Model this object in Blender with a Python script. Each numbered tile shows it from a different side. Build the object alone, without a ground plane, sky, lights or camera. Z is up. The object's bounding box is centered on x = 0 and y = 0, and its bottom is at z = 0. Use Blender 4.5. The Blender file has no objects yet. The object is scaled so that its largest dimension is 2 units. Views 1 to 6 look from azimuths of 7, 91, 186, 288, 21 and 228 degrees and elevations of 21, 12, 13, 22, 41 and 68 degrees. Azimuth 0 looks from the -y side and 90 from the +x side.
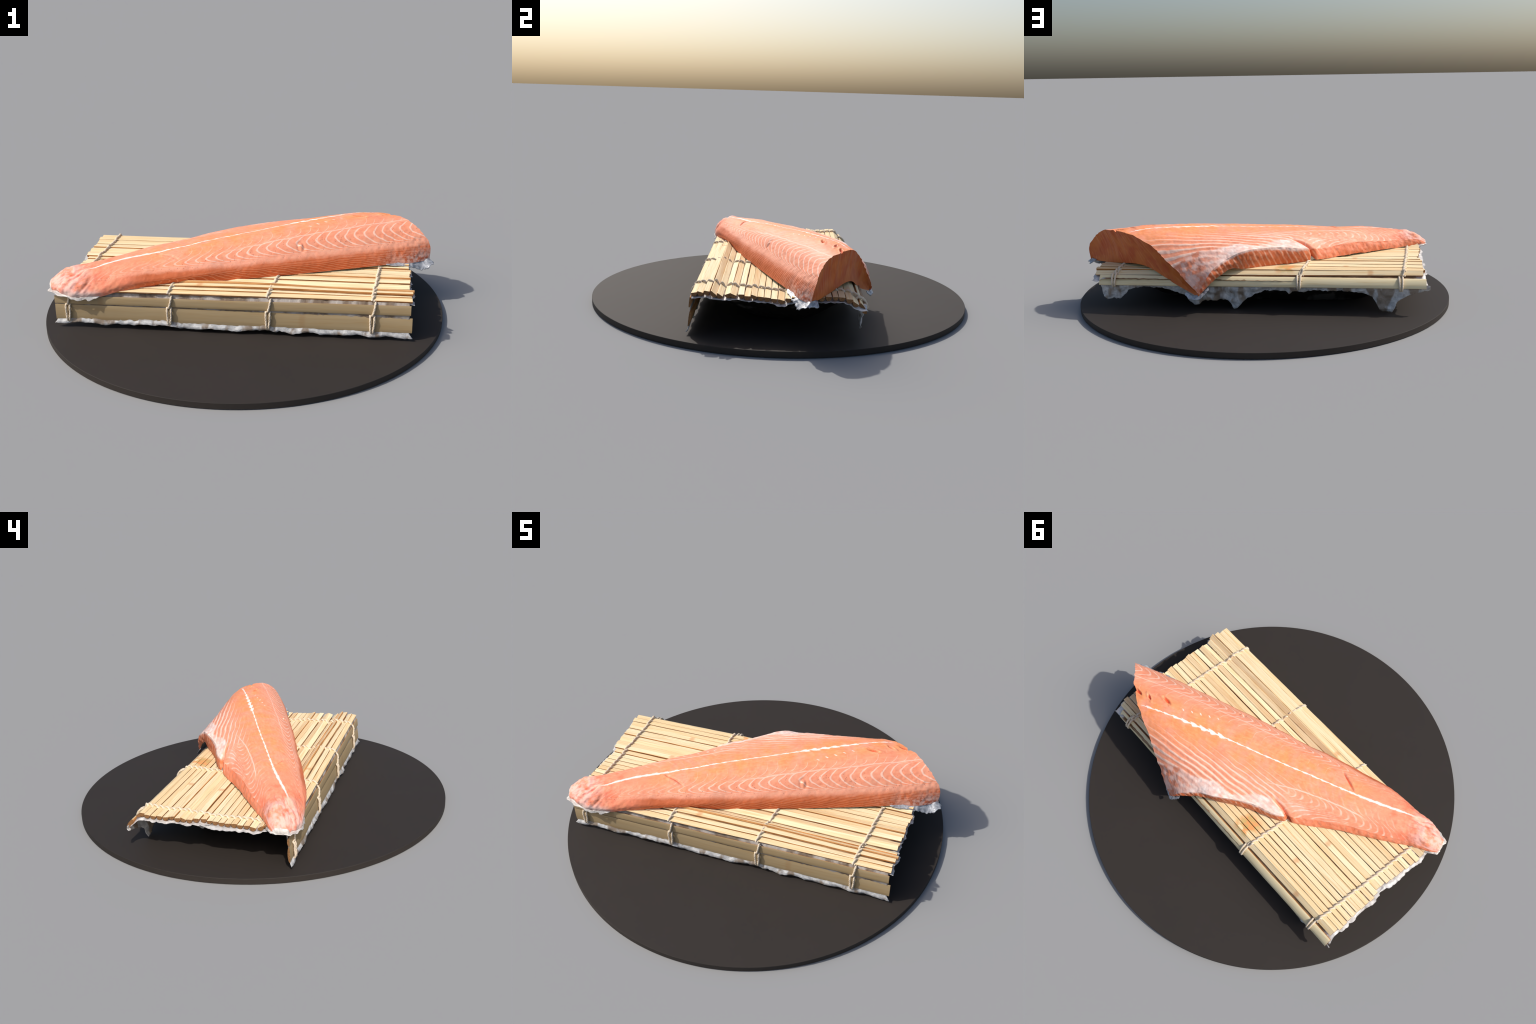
# Salmon fillet on a bamboo rolling mat, on a round dark board.
import bpy, bmesh, math, random
import numpy as np
from mathutils import Vector, Matrix

random.seed(7)
RNG = np.random.default_rng(7)
SC = bpy.context.scene.collection

# ------------------------------------------------------------------ helpers
def smooth(a, b, x):
    t = np.clip((np.asarray(x, float) - a) / (b - a), 0, 1)
    return t * t * (3 - 2 * t)

def _hash(ix, iy, iz, seed):
    n = (ix * 374761393 + iy * 668265263 + iz * 2147483647 + seed * 974711).astype(np.int64) & 0x7fffffff
    n = ((n ^ (n >> 13)) * 1274126177) & 0x7fffffff
    n = (n ^ (n >> 16)) & 0xffff
    return n / 32767.5 - 1.0

def noise3(x, y, z, seed=0):
    """value noise in -1..1, vectorised"""
    x, y, z = np.broadcast_arrays(np.asarray(x, float), np.asarray(y, float), np.asarray(z, float))
    ix, iy, iz = np.floor(x).astype(np.int64), np.floor(y).astype(np.int64), np.floor(z).astype(np.int64)
    fx, fy, fz = x - ix, y - iy, z - iz
    fx, fy, fz = [f * f * (3 - 2 * f) for f in (fx, fy, fz)]
    out = 0
    for dx in (0, 1):
        for dy in (0, 1):
            for dz in (0, 1):
                w = (fx if dx else 1 - fx) * (fy if dy else 1 - fy) * (fz if dz else 1 - fz)
                out = out + w * _hash(ix + dx, iy + dy, iz + dz, seed)
    return out

def fbm(x, y, z, seed=0, octaves=3):
    s, a, f = 0, 1.0, 1.0
    for o in range(octaves):
        s = s + a * noise3(np.asarray(x) * f, np.asarray(y) * f, np.asarray(z) * f, seed + 17 * o)
        a *= 0.5; f *= 2.03
    return s

def hermite(xs, ys, xq):
    """smooth interpolation through (xs, ys[k,...]) at xq, Catmull-Rom tangents"""
    xs, ys, xq = np.asarray(xs, float), np.asarray(ys, float), np.asarray(xq, float)
    h = np.diff(xs); hs = h.reshape((-1,) + (1,) * (ys.ndim - 1))
    d = np.diff(ys, axis=0) / hs
    m = np.empty_like(ys); m[0], m[-1] = d[0], d[-1]
    if len(xs) > 2:
        m[1:-1] = (d[:-1] * hs[1:] + d[1:] * hs[:-1]) / (hs[1:] + hs[:-1])
    i = np.clip(np.searchsorted(xs, xq, side="right") - 1, 0, len(xs) - 2)
    t = (xq - xs[i]) / h[i]
    sh = (-1,) + (1,) * (ys.ndim - 1)
    t = t.reshape(sh); hh = h[i].reshape(sh)
    return ((2*t**3 - 3*t**2 + 1) * ys[i] + (t**3 - 2*t**2 + t) * hh * m[i]
            + (-2*t**3 + 3*t**2) * ys[i + 1] + (t**3 - t**2) * hh * m[i + 1])

def mesh_obj(name, verts, faces, mat, parent=None, smooth_shade=True, kind=None):
    me = bpy.data.meshes.new(name)
    me.from_pydata([tuple(map(float, v)) for v in verts], [], [tuple(map(int, f)) for f in faces])
    me.validate()
    me.update()
    if smooth_shade:
        me.polygons.foreach_set("use_smooth", [True] * len(me.polygons))
    me.materials.append(mat)
    ob = bpy.data.objects.new(name, me)
    SC.objects.link(ob)
    if parent is not None:
        ob.parent = parent
    if kind:
        ob["kind"] = kind
    return ob

def fix_normals(ob):
    bm = bmesh.new(); bm.from_mesh(ob.data)
    bmesh.ops.recalc_face_normals(bm, faces=bm.faces)
    bm.to_mesh(ob.data); bm.free()

def grid_faces(nu, nv, off=0):
    return [(off + i*nv + j, off + (i+1)*nv + j, off + (i+1)*nv + j+1, off + i*nv + j+1)
            for i in range(nu - 1) for j in range(nv - 1)]

def empty(name, loc=(0, 0, 0), rotz=0.0):
    e = bpy.data.objects.new(name, None)
    e.empty_display_size = 0.1
    e.location = loc; e.rotation_euler = (0, 0, rotz)
    SC.objects.link(e)
    return e

# ------------------------------------------------------------------ node helper
class NB:
    def __init__(self, name):
        self.mat = bpy.data.materials.new(name)
        self.mat.use_nodes = True
        self.t = self.mat.node_tree
        self.bsdf = self.t.nodes["Principled BSDF"]
        self.coord = self.n("ShaderNodeTexCoord").outputs["Object"]
    def n(self, kind, **kw):
        nd = self.t.nodes.new(kind)
        for k, v in kw.items():
            setattr(nd, k, v)
        return nd
    def put(self, sock, v):
        if isinstance(v, bpy.types.NodeSocket):
            self.t.links.new(v, sock)
        elif v is not None:
            if sock.type == "RGBA" and len(v) == 3:
                v = (*v, 1)
            sock.default_value = v
    def m(self, op, a, b=None, c=None, clamp=False):
        nd = self.n("ShaderNodeMath", operation=op, use_clamp=clamp)
        for i, v in enumerate((a, b, c)):
            self.put(nd.inputs[i], v)
        return nd.outputs[0]
    def add(self, a, b): return self.m("ADD", a, b)
    def sub(self, a, b): return self.m("SUBTRACT", a, b)
    def mul(self, a, b): return self.m("MULTIPLY", a, b)
    def ss(self, x, a, b, lo=0.0, hi=1.0):
        nd = self.n("ShaderNodeMapRange", interpolation_type="SMOOTHSTEP")
        for i, v in enumerate((x, a, b, lo, hi)):
            self.put(nd.inputs[i], v)
        return nd.outputs[0]
    def band(self, x, lo, hi, soft):
        return self.mul(self.ss(x, lo - soft, lo + soft), self.ss(x, hi - soft, hi + soft, 1.0, 0.0))
    def sep(self, v):
        nd = self.n("ShaderNodeSeparateXYZ"); self.put(nd.inputs[0], v)
        return nd.outputs[0], nd.outputs[1], nd.outputs[2]
    def scale(self, v, s, off=(0, 0, 0)):
        nd = self.n("ShaderNodeMapping")
        self.put(nd.inputs["Vector"], v)
        nd.inputs["Scale"].default_value = s
        nd.inputs["Location"].default_value = off
        return nd.outputs[0]
    def noise(self, v, scale, detail=3.0, rough=0.5, dist=0.0):
        nd = self.n("ShaderNodeTexNoise")
        self.put(nd.inputs["Vector"], v)
        nd.inputs["Scale"].default_value = scale
        nd.inputs["Detail"].default_value = detail
        nd.inputs["Roughness"].default_value = rough
        nd.inputs["Distortion"].default_value = dist
        return nd.outputs["Fac"]
    def mix(self, f, a, b, mode="MIX"):
        nd = self.n("ShaderNodeMix", data_type="RGBA", blend_type=mode)
        self.put(nd.inputs["Factor"], f)
        self.put(nd.inputs[6], a); self.put(nd.inputs[7], b)
        return nd.outputs[2]
    def ramp(self, f, stops):
        nd = self.n("ShaderNodeValToRGB")
        cr = nd.color_ramp
        while len(cr.elements) < len(stops):
            cr.elements.new(0.5)
        for e, (p, col) in zip(cr.elements, stops):
            e.position = p; e.color = (*col, 1) if len(col) == 3 else col
        self.put(nd.inputs[0], f)
        return nd.outputs[0]
    def curve(self, x, x0, x1, pts):
        """Float Curve through (x, y) points; x range x0..x1 mapped to 0..1, y kept in 0..1"""
        nd = self.n("ShaderNodeFloatCurve")
        c = nd.mapping.curves[0]
        nd.mapping.use_clip = False
        q = [((px - x0) / (x1 - x0), py) for px, py in pts]
        c.points[0].location = q[0]; c.points[1].location = q[-1]
        for p in q[1:-1]:
            c.points.new(*p)
        nd.mapping.update()
        t = self.m("DIVIDE", self.sub(x, x0), x1 - x0, clamp=True)
        self.put(nd.inputs["Value"], t)
        return nd.outputs[0]
    def bump(self, h, strength=0.3, dist=0.002):
        nd = self.n("ShaderNodeBump")
        nd.inputs["Strength"].default_value = strength
        nd.inputs["Distance"].default_value = dist
        self.put(nd.inputs["Height"], h)
        self.put(self.bsdf.inputs["Normal"], nd.outputs[0])
    def out(self, col, rough=0.5, spec=0.4, metal=0.0):
        self.put(self.bsdf.inputs["Base Color"], col)
        self.put(self.bsdf.inputs["Roughness"], rough)
        self.put(self.bsdf.inputs["Specular IOR Level"], spec)
        self.put(self.bsdf.inputs["Metallic"], metal)
        return self.mat

def srgb(r, g, b):
    f = lambda c: (c/255/12.92) if c/255 <= 0.04045 else ((c/255 + 0.055)/1.055)**2.4
    return (f(r), f(g), f(b))

# ------------------------------------------------------------------ fillet shape data
ANG = math.radians(25.6)          # the white mid-line of the fillet runs along local x
CA, SA = math.cos(ANG), math.sin(ANG)

# stations: X at dorsal edge / mid-line / belly edge, then 12 (Y, z) points:
# dorsal foot, bulge, low shoulder, shoulder, dorsal half, mid-line, belly half, belly outer,
# belly rim, belly foot, underside belly, underside middle
STATIONS = [
 (-.955, -.955, -.945, [(.026,.212),(.024,.219),(.028,.229),(.036,.238),(.050,.244),(.062,.247),(.076,.248),(.090,.246),(.101,.237),(.101,.220),(.080,.216),(.050,.213)]),
 (-.885, -.885, -.880, [(-.028,.192),(-.034,.214),(-.025,.242),(-.008,.262),(.012,.274),(.032,.283),(.066,.296),(.095,.292),(.113,.262),(.110,.224),(.080,.220),(.020,.205)]),
 (-.780, -.780, -.780, [(-.066,.187),(-.073,.215),(-.058,.252),(-.040,.283),(-.018,.302),(0,.309),(.040,.316),(.085,.307),(.118,.268),(.128,.228),(.080,.225),(.010,.215)]),
 (-.650, -.650, -.650, [(-.112,.222),(-.115,.250),(-.099,.281),(-.067,.311),(-.032,.329),(0,.331),(.050,.330),(.100,.313),(.140,.276),(.152,.230),(.090,.226),(-.02,.226)]),
 (-.450, -.450, -.450, [(-.128,.226),(-.148,.262),(-.127,.292),(-.087,.322),(-.045,.341),(0,.343),(.060,.352),(.120,.337),(.168,.293),(.182,.230),(.100,.226),(0,.226)]),
 (-.250, -.250, -.250, [(-.162,.226),(-.173,.268),(-.144,.309),(-.098,.341),(-.050,.364),(0,.365),(.080,.364),(.160,.337),(.213,.287),(.228,.230),(.120,.226),(0,.226)]),
 (-.140, -.140, -.140, [(-.180,.226),(-.180,.268),(-.149,.314),(-.113,.348),(-.060,.375),(0,.377),(.080,.371),(.165,.352),(.246,.302),(.247,.230),(.150,.226),(0,.226)]),
 (  0.0,  0.0,  0.0,  [(-.200,.226),(-.202,.268),(-.169,.320),(-.127,.361),(-.065,.387),(0,.388),(.090,.376),(.175,.359),(.245,.320),(.247,.230),(.150,.226),(0,.226)]),
 ( .200,  .200,  .190, [(-.226,.226),(-.225,.272),(-.194,.325),(-.156,.368),(-.080,.403),(0,.404),(.100,.386),(.200,.358),(.282,.327),(.270,.232),(.180,.226),(0,.226)]),
 ( .450,  .360,  .285, [(-.254,.226),(-.248,.274),(-.214,.330),(-.177,.372),(-.090,.414),(0,.416),(.100,.388),(.210,.350),(.287,.299),(.285,.238),(.200,.226),(.050,.226)]),
 ( .700,  .560,  .385, [(-.278,.225),(-.270,.276),(-.232,.336),(-.197,.376),(-.100,.424),(0,.424),(.090,.390),(.195,.332),(.309,.240),(.300,.175),(.200,.212),(.080,.228)]),
 ( .800,  .650,  .420, [(-.292,.223),(-.275,.282),(-.230,.346),(-.182,.390),(-.085,.424),(0,.422),(.090,.385),(.195,.308),(.313,.195),(.303,.142),(.190,.192),(.070,.233)]),
 ( .915,  .745,  .456, [(-.284,.223),(-.272,.293),(-.226,.362),(-.155,.407),(-.080,.413),(0,.411),(.090,.369),(.190,.277),(.312,.138),(.302,.120),(.185,.165),(.065,.236)]),
]

# the cut leans: its lower rim lies further in than the upper one
UNDERCUT = {(.915, 0): -.014, (.915, 9): -.010, (.915, 10): -.032, (.915, 11): -.032}

def build_fillet_grid(nx, ntop, nwall, nbot):
    """closed loop sections: top (dorsal foot -> belly rim), wall, underside; returns (nx, nloop, 3)"""
    us = np.array([s[1] for s in STATIONS])
    ctrl = []
    for xd, xc, xb, pts in STATIONS:
        yd, yb = pts[1][0], pts[8][0]
        yc = 0.0 if us[0] < xc and xc > -.7 else (yd + yb) * .5
        row = []
        for y, z in pts:
            x = xd + (xc - xd) * (y - yd) / (yc - yd) if y < yc else xc + (xb - xc) * (y - yc) / (yb - yc)
            row.append((x + UNDERCUT.get((xd, len(row)), 0.0), y, z))
        ctrl.append(row)
    ctrl = np.array(ctrl)
    uq = np.linspace(0, 1, nx)
    uq = us[0] + (us[-1] - us[0]) * (uq + 0.02 * np.sin(uq * 2 * np.pi) * 0)
    rows = hermite(us, ctrl, uq)              # nx,12,3
    secs = []
    for r in rows:
        top = r[:9]
        L = np.r_[0, np.cumsum(np.linalg.norm(np.diff(top[:, 1:], axis=0), axis=1))]
        T = hermite(L, top, np.linspace(0, L[-1], ntop))
        W = r[8] + (r[9] - r[8]) * np.linspace(0, 1, nwall + 1)[1:, None]
        W[:, 1] += 0.008 * np.sin(np.linspace(0, np.pi, nwall + 1))[1:] * np.clip((r[8, 2] - r[9, 2]) / .08, 0, 1)
        under = np.array([r[9], r[10], r[11], r[0] + (r[11] - r[0]) * .35 , r[0]])
        L2 = np.r_[0, np.cumsum(np.linalg.norm(np.diff(under[:, 1:], axis=0), axis=1))]
        U = hermite(L2, under, np.linspace(0, L2[-1], nbot + 2))[1:-1]
        secs.append(np.vstack([T, W, U]))
    return np.array(secs)

def dorsal_halfwidth(X):
    return np.interp(X, [-.95,-.9,-.8,-.65,-.45,-.2,.1,.3,.6,.92], [.02,.035,.07,.11,.14,.178,.219,.24,.272,.285])

HOLES = [(.615, -.075, .033, .010, 153, .013), (.706, -.059, .022, .007, 140, .010), (.772, -.068, .032, .009, 155, .012)]

def relief(X, Y, Z, top):
    """height change of the flesh surface"""
    h = 0.0016 * fbm(X*14, Y*14, Z*14, 3, 3) + 0.0007 * fbm(X*70, Y*70, Z*70, 5, 2)
    # belly bands stand up as soft ridges
    ph = (X + 3.6*Y) / .085
    h = h + 0.0013 * smooth(.07, .13, Y) * smooth(.27, .20, Y) * smooth(-.15, .0, X) * np.cos((ph - .1) * 2*np.pi)
    # small tears near the head end
    for hx, hy, ln, wd, ang, dep in HOLES:
        a = math.radians(ang); dx, dy = X - hx, Y - hy
        p, q = dx*math.cos(a) + dy*math.sin(a), -dx*math.sin(a) + dy*math.cos(a)
        r = np.sqrt((p/ln)**2 + (q/wd)**2) * (1 + .25*noise3(X*60, Y*60, 0, 9))
        h = h - dep * smooth(1.0, .35, r) + .003*smooth(1.9, 1.15, r)*smooth(.8, 1.1, r)
    # long knife slash towards the tail
    a = math.atan2(.089, -.094); dx, dy = X + .403, Y + .045
    p, q = dx*math.cos(a) + dy*math.sin(a), -dx*math.sin(a) + dy*math.cos(a)
    h = h - .009 * np.exp(-(q/.0045)**2) * smooth(.068, .035, np.abs(p)) + .002*np.exp(-((q-.012)/.008)**2)*smooth(.068,.035,np.abs(p))
    # fold where the belly flap ends: a groove running in from the rim
    gx = np.interp(Y, [.16, .195, .215, .245, .27], [-.085, -.105, -.145, -.192, -.205])
    dgx = X - gx
    dep = np.interp(Y, [.165, .20, .235, .25], [0, .009, .025, .028])
    h = h - dep * np.where(dgx < 0, np.exp(-(dgx/.022)**2), np.exp(-(dgx/.010)**2))
    # wart on the dorsal half
    r = np.hypot(X - .238, (Y + .18))
    h = h + .0045 * np.exp(-(r/.009)**2) - .003*np.exp(-((r-.016)/.006)**2)
    # spongy dorsal edge near the head
    h = h + .0014 * smooth(.45, .8, X) * smooth(-.17, -.24, Y) * fbm(X*70, Y*70, Z*70, 12, 2)
    # rough fat patch at the belly rim
    h = h + .0016 * smooth(.19, .24, Y) * smooth(-.2, .3, X) * fbm(X*34, Y*34, Z*34, 14, 3)
    # hollow and lumps at the tail stump
    t = smooth(-.72, -.82, X)
    h = h + t * (.0030 * fbm(X*30, Y*30, Z*30, 21, 3) + .0035 * fbm(X*12, (Y - .25*X)*55, Z*20, 27, 2)) + .0010 * smooth(-.45, -.7, X) * fbm(X*14, (Y - .2*X)*70, Z*30, 28, 2)
    h = h - .016*np.exp(-(((X + .815)/.030)**2 + ((Y + .004 - .25*(X + .815))/.007)**2))
    h = h + .005*np.exp(-(((X + .80)/.03)**2 + ((Y - .005)/.018)**2)) + .004*np.exp(-(((X + .885)/.02)**2 + ((Y - .01)/.02)**2))
    h = h - .006 * t * np.exp(-((Y - .012)/.010)**2)
    return h

# ------------------------------------------------------------------ materials
def flesh_material():
    b = NB("salmon_flesh")
    P = b.coord
    X, Y, Z = b.sep(P)
    wob = b.noise(b.scale(P, (9, 9, 9)), 1.0, 2.0)
    wobc = b.sub(wob, .5)
    fine = b.noise(P, 60, 4.0, .6)
    mid = b.noise(P, 16, 4.0, .6)
    # normalised distance to the dorsal side
    D = b.curve(X, -1, 1, [(-1,.02),(-.9,.035),(-.8,.07),(-.65,.11),(-.45,.14),(-.2,.178),(.1,.219),(.3,.24),(.6,.272),(1,.29)])
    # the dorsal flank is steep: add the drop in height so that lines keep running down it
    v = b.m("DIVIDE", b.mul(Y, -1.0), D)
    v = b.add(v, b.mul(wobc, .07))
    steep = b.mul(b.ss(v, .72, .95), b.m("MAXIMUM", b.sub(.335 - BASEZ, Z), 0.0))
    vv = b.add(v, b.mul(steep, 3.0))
    # line offset along the fillet: a W, as the muscle sheets are cut
    g = b.curve(vv, 0, 1.5, [(0,.150),(.28,.152),(.45,.142),(.545,.110),(.575,.052),(.65,.016),(.71,.0),(.82,.042),(.87,.085),(.90,.135),(.96,.25),(1.06,.42),(1.25,.68),(1.5,.95)])
    ph = b.add(b.m("DIVIDE", b.sub(X, g), .0505), b.add(.084, b.add(b.mul(wobc, .35), b.mul(b.sub(b.noise(P, 28, 3.0), .5), .22))))
    fr = b.m("FRACT", ph)
    d = b.mul(b.m("ABSOLUTE", b.sub(fr, .5)), 2.0)
    brk = b.noise(b.scale(P, (30, 30, 30)), 1.0, 2.0)
    wid = b.curve(vv, 0, 1.5, [(0,.10),(.3,.10),(.5,.15),(.62,.30),(.75,.32),(.9,.38),(1.1,.36),(1.5,.30)])
    line_d = b.ss(d, b.mul(wid, .25), wid, 1.0, 0.0)
    amt_d = b.curve(vv, 0, 1.5, [(0,.0),(.12,.03),(.30,.26),(.45,.58),(.6,.78),(.75,.86),(.9,.84),(1.1,.70),(1.5,.40)])
    faint = b.mul(b.ss(vv, .5, .35), b.ss(brk, .42, .62))
    amt_d = b.mul(amt_d, b.sub(1.0, b.mul(b.ss(vv, .55, .4), b.ss(brk, .62, .40))))
    amt_d = b.mul(amt_d, b.ss(X, -.62, -.15, .35, 1.0))
    line_d = b.mul(line_d, amt_d)
    # thin lateral line on the dorsal half
    ylat = b.curve(X, -.5, 1, [(-.5,.088),(0,.123),(.3,.137),(.6,.150),(1,.152)])
    lat = b.ss(b.m("ABSOLUTE", b.add(b.add(Y, ylat), b.mul(wobc, .012))), .0012, .0040, 1.0, 0.0)
    lat = b.mul(lat, b.ss(X, -.25, .1, 0.0, .6))
    dors = b.ss(Y, -.012, .004, 1.0, 0.0)
    line_d = b.mul(b.m("MAXIMUM", line_d, lat), dors)
    # belly bands
    big = b.sub(b.noise(b.scale(P, (4, 7, 4), (2.2, 0, 0)), 1.0, 2.0), .5)
    phb = b.add(b.m("DIVIDE", b.add(X, b.mul(Y, 3.7)), .092), b.add(b.mul(wobc, .7), b.mul(big, 1.1)))
    db = b.mul(b.m("ABSOLUTE", b.sub(b.m("FRACT", b.add(phb, .4)), .5)), 2.0)
    wb = b.curve(Y, 0, .35, [(0,.12),(.05,.16),(.10,.28),(.18,.52),(.25,.60),(.35,.6)])
    line_b = b.ss(db, b.mul(wb, .35), wb, 1.0, 0.0)
    amt_b = b.mul(b.ss(Y, .03, .15, .03, 1.0), b.ss(X, -.22, -.08))
    amt_b = b.mul(amt_b, b.ss(b.noise(b.scale(P, (11, 24, 11)), 1.0, 2.0), .26, .52, .40, 1.0))
    line_b = b.mul(line_b, amt_b)
    # tail belly: chevrons
    gt = b.curve(Y, 0, .26, [(0,.12),(.04,.11),(.075,.085),(.09,.072),(.105,.03),(.12,.0),(.145,.006),(.16,.09),(.18,.17),(.22,.23),(.26,.27)])
    pht = b.add(b.m("DIVIDE", b.sub(X, gt), .040), b.add(b.mul(wobc, .9), b.mul(big, .6)))
    dt = b.mul(b.m("ABSOLUTE", b.sub(b.m("FRACT", pht), .5)), 2.0)
    line_t = b.ss(dt, .10, .42, 1.0, 0.0)
    amt_t = b.mul(b.mul(b.ss(Y,   .04, .15, .08, .78), b.ss(X, -.10, -.20)), b.ss(X, -.85, -.68))
    amt_t = b.mul(amt_t, b.ss(brk, .36, .60, .15, 1.0))
    line_t = b.mul(line_t, amt_t)
    # vein in the belly half
    ve = b.ss(b.m("ABSOLUTE", b.add(b.sub(Y, b.curve(X, -.6, .1, [(-.6,.125),(-.53,.108),(-.42,.099),(-.25,.103),(-.1,.118),(.1,.15)])), b.mul(wobc, .02))), .001, .0045, 1.0, 0.0)
    ve = b.mul(ve, b.band(X, -.53, -.05, .04))
    bel = b.ss(Y, -.004, .012)
    line_b = b.mul(b.m("MAXIMUM", b.m("MAXIMUM", line_b, line_t), b.mul(ve, .85)), bel)
    lines = b.m("MAXIMUM", line_d, line_b)
    # white mid-line with a tooth at every muscle sheet
    frc = b.m("FRACT", b.add(b.m("DIVIDE", X, .0505), b.add(b.m("DIVIDE", Y, .055), .3)))
    tooth = b.ss(frc, .15, .85)
    wmid = b.curve(X, -.9, .9, [(-.9,.10),(-.76,.07),(-.66,.13),(-.5,.13),(-.42,.08),(-.2,.055),(.1,.05),(.24,.06),(.27,.14),(.35,.17),(.48,.12),(.6,.055),(.72,.07),(.9,.05)])
    wm = b.mul(wmid, .07)
    wm = b.mul(wm, b.add(.75, b.mul(b.sub(tooth, .5), b.ss(X, -.55, -.35, .15, .85))))
    wm = b.mul(wm, b.add(.7, b.mul(b.noise(b.scale(P, (38, 8, 8)), 1.0, 2.0), .6)))
    ymid = b.sub(Y, b.curve(X, -.9, .9, [(-.9,.0),(-.75,.001),(-.6,.012),(-.3,.013),(-.05,.011),(.15,.006),(.4,.0),(.9,.0)]))
    ymid = b.add(b.add(ymid, .004), b.mul(b.sub(fine, .5), .010))
    midl = b.ss(b.m("ABSOLUTE", ymid), b.mul(wm, .55), b.add(wm, .0015), 1.0, 0.0)
    midl = b.mul(midl, b.mul(b.ss(X, -.80, -.74), b.ss(X, .74, .70)))
    # small pale ticks beside the mid-line
    dash = b.m("FRACT", b.add(b.m("DIVIDE", X, .0530), b.m("DIVIDE", Y, .05)))
    tick = b.mul(b.ss(b.m("ABSOLUTE", b.sub(dash, .5)), .04, .10, 1.0, 0.0), b.ss(b.m("ABSOLUTE", b.add(Y, b.add(.130, b.mul(X, -.142)))), .003, .008, 1.0, 0.0))
    tick = b.mul(tick, b.band(X, .32, .53, .03))
    # fat patch along the belly rim
    yfat = b.curve(X, -.25, .6, [(-.25,.25),(-.17,.225),(-.09,.198),(.0,.205),(.11,.238),(.2,.222),(.3,.224),(.36,.218),(.46,.210),(.6,.215)])
    fat = b.ss(b.add(b.sub(Y, yfat), b.mul(b.sub(mid, .5), .05)), -.006, .008)
    fat = b.mul(fat, b.ss(X, -.21, -.17))
    fbr = b.noise(b.scale(P, (16, 40, 16), (5, 1, 0)), 1.0, 3.0, .6)
    fat = b.mul(fat, b.ss(fbr, .28, .60, .45, 1.0))
    blot = b.m("SQRT", b.add(b.m("POWER", b.m("DIVIDE", b.add(X, .225), .075), 2.0), b.m("POWER", b.m("DIVIDE", b.sub(Y, .182), .022), 2.0)))  # pale blot paints the wet highlight on the tail side of the fold
    blot = b.mul(b.ss(b.add(blot, b.mul(b.sub(mid, .5), 1.2)), .4, 1.1, 1.0, 0.0), b.add(.20, b.mul(line_t, .75)))
    headfat = b.ss(X, .28, .44)
    # ---- colours
    base = b.mix(b.ss(mid, .3, .7), srgb(247, 155, 119), srgb(245, 163, 131))
    core = b.mul(b.ss(b.m("ABSOLUTE", Y), .16, .03), b.ss(X, -.7, -.3))
    core = b.mul(core, b.ss(b.noise(P, 11, 3.0, .6), .33, .62))
    base = b.mix(b.mul(core, .85), base, srgb(252, 156, 94))
    base = b.mix(b.mul(b.ss(fine, .55, .8), .25), base, srgb(252, 176, 130))
    grain = b.noise(b.scale(P, (22, 75, 40)), 1.0, 5.0, .65)
    base = b.mix(b.mul(b.ss(grain, .50, .72), .40), base, srgb(255, 190, 152))
    base = b.mix(b.mul(b.ss(grain, .50, .30), .35), base, srgb(236, 124, 84))
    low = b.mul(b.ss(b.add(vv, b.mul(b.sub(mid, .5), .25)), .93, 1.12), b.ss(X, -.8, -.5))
    base = b.mix(b.mul(low, .9), base, srgb(204, 94, 42))  # flank foot browned, partly with baked occlusion shade
    tailc = b.ss(X, -.50, -.72)
    base = b.mix(b.mul(tailc, b.ss(mid, .35, .65)), base, srgb(244, 134, 98))
    linecol = srgb(255, 210, 188)
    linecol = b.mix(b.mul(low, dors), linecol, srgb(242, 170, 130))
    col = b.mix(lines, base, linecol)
    # speckles, dark pin pricks in rows on the dorsal half
    vor = b.n("ShaderNodeTexVoronoi"); vor.inputs["Scale"].default_value = 85
    b.put(vor.inputs["Vector"], P)
    spk = b.mul(b.ss(vor.outputs["Distance"], .12, .22, 1.0, 0.0), b.band(vv, .64, .96, .06))
    spk = b.mul(spk, b.ss(b.noise(P, 22, 2.0), .46, .56))
    col = b.mix(b.mul(spk, .8), col, srgb(158, 80, 62))
    fatcol = b.mix(b.ss(b.noise(P, 26, 4.0, .6), .35, .65), srgb(244, 206, 192), srgb(255, 236, 226))
    fatcol = b.mix(headfat, fatcol, b.mix(b.ss(b.noise(b.scale(P, (1, 1, 1)), 24, 3.0), .42, .58), srgb(226, 136, 102), srgb(236, 190, 174)))
    col = b.mix(b.mul(fat, .92), col, fatcol)
    col = b.mix(blot, col, srgb(255, 214, 200))
    col = b.mix(midl, col, srgb(255, 240, 226))
    col = b.mix(b.mul(tick, .9), col, srgb(255, 236, 220))
    # blood red inside tears, slash and fold
    red = None
    for hx, hy, ln, wd, ang, dep in HOLES + [(-.403, -.045, .058, .005, 136.6, 0)]:
        a = math.radians(ang)
        dx, dy = b.sub(X, hx), b.sub(Y, hy)
        p = b.add(b.mul(dx, math.cos(a)), b.mul(dy, math.sin(a)))
        q = b.sub(b.mul(dy, math.cos(a)), b.mul(dx, math.sin(a)))
        r = b.m("SQRT", b.add(b.m("POWER", b.m("DIVIDE", p, ln), 2.0), b.m("POWER", b.m("DIVIDE", q, wd), 2.0)))
        k = b.ss(r, .35, .95, 1.0, 0.0)
        red = k if red is None else b.m("MAXIMUM", red, k)
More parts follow.
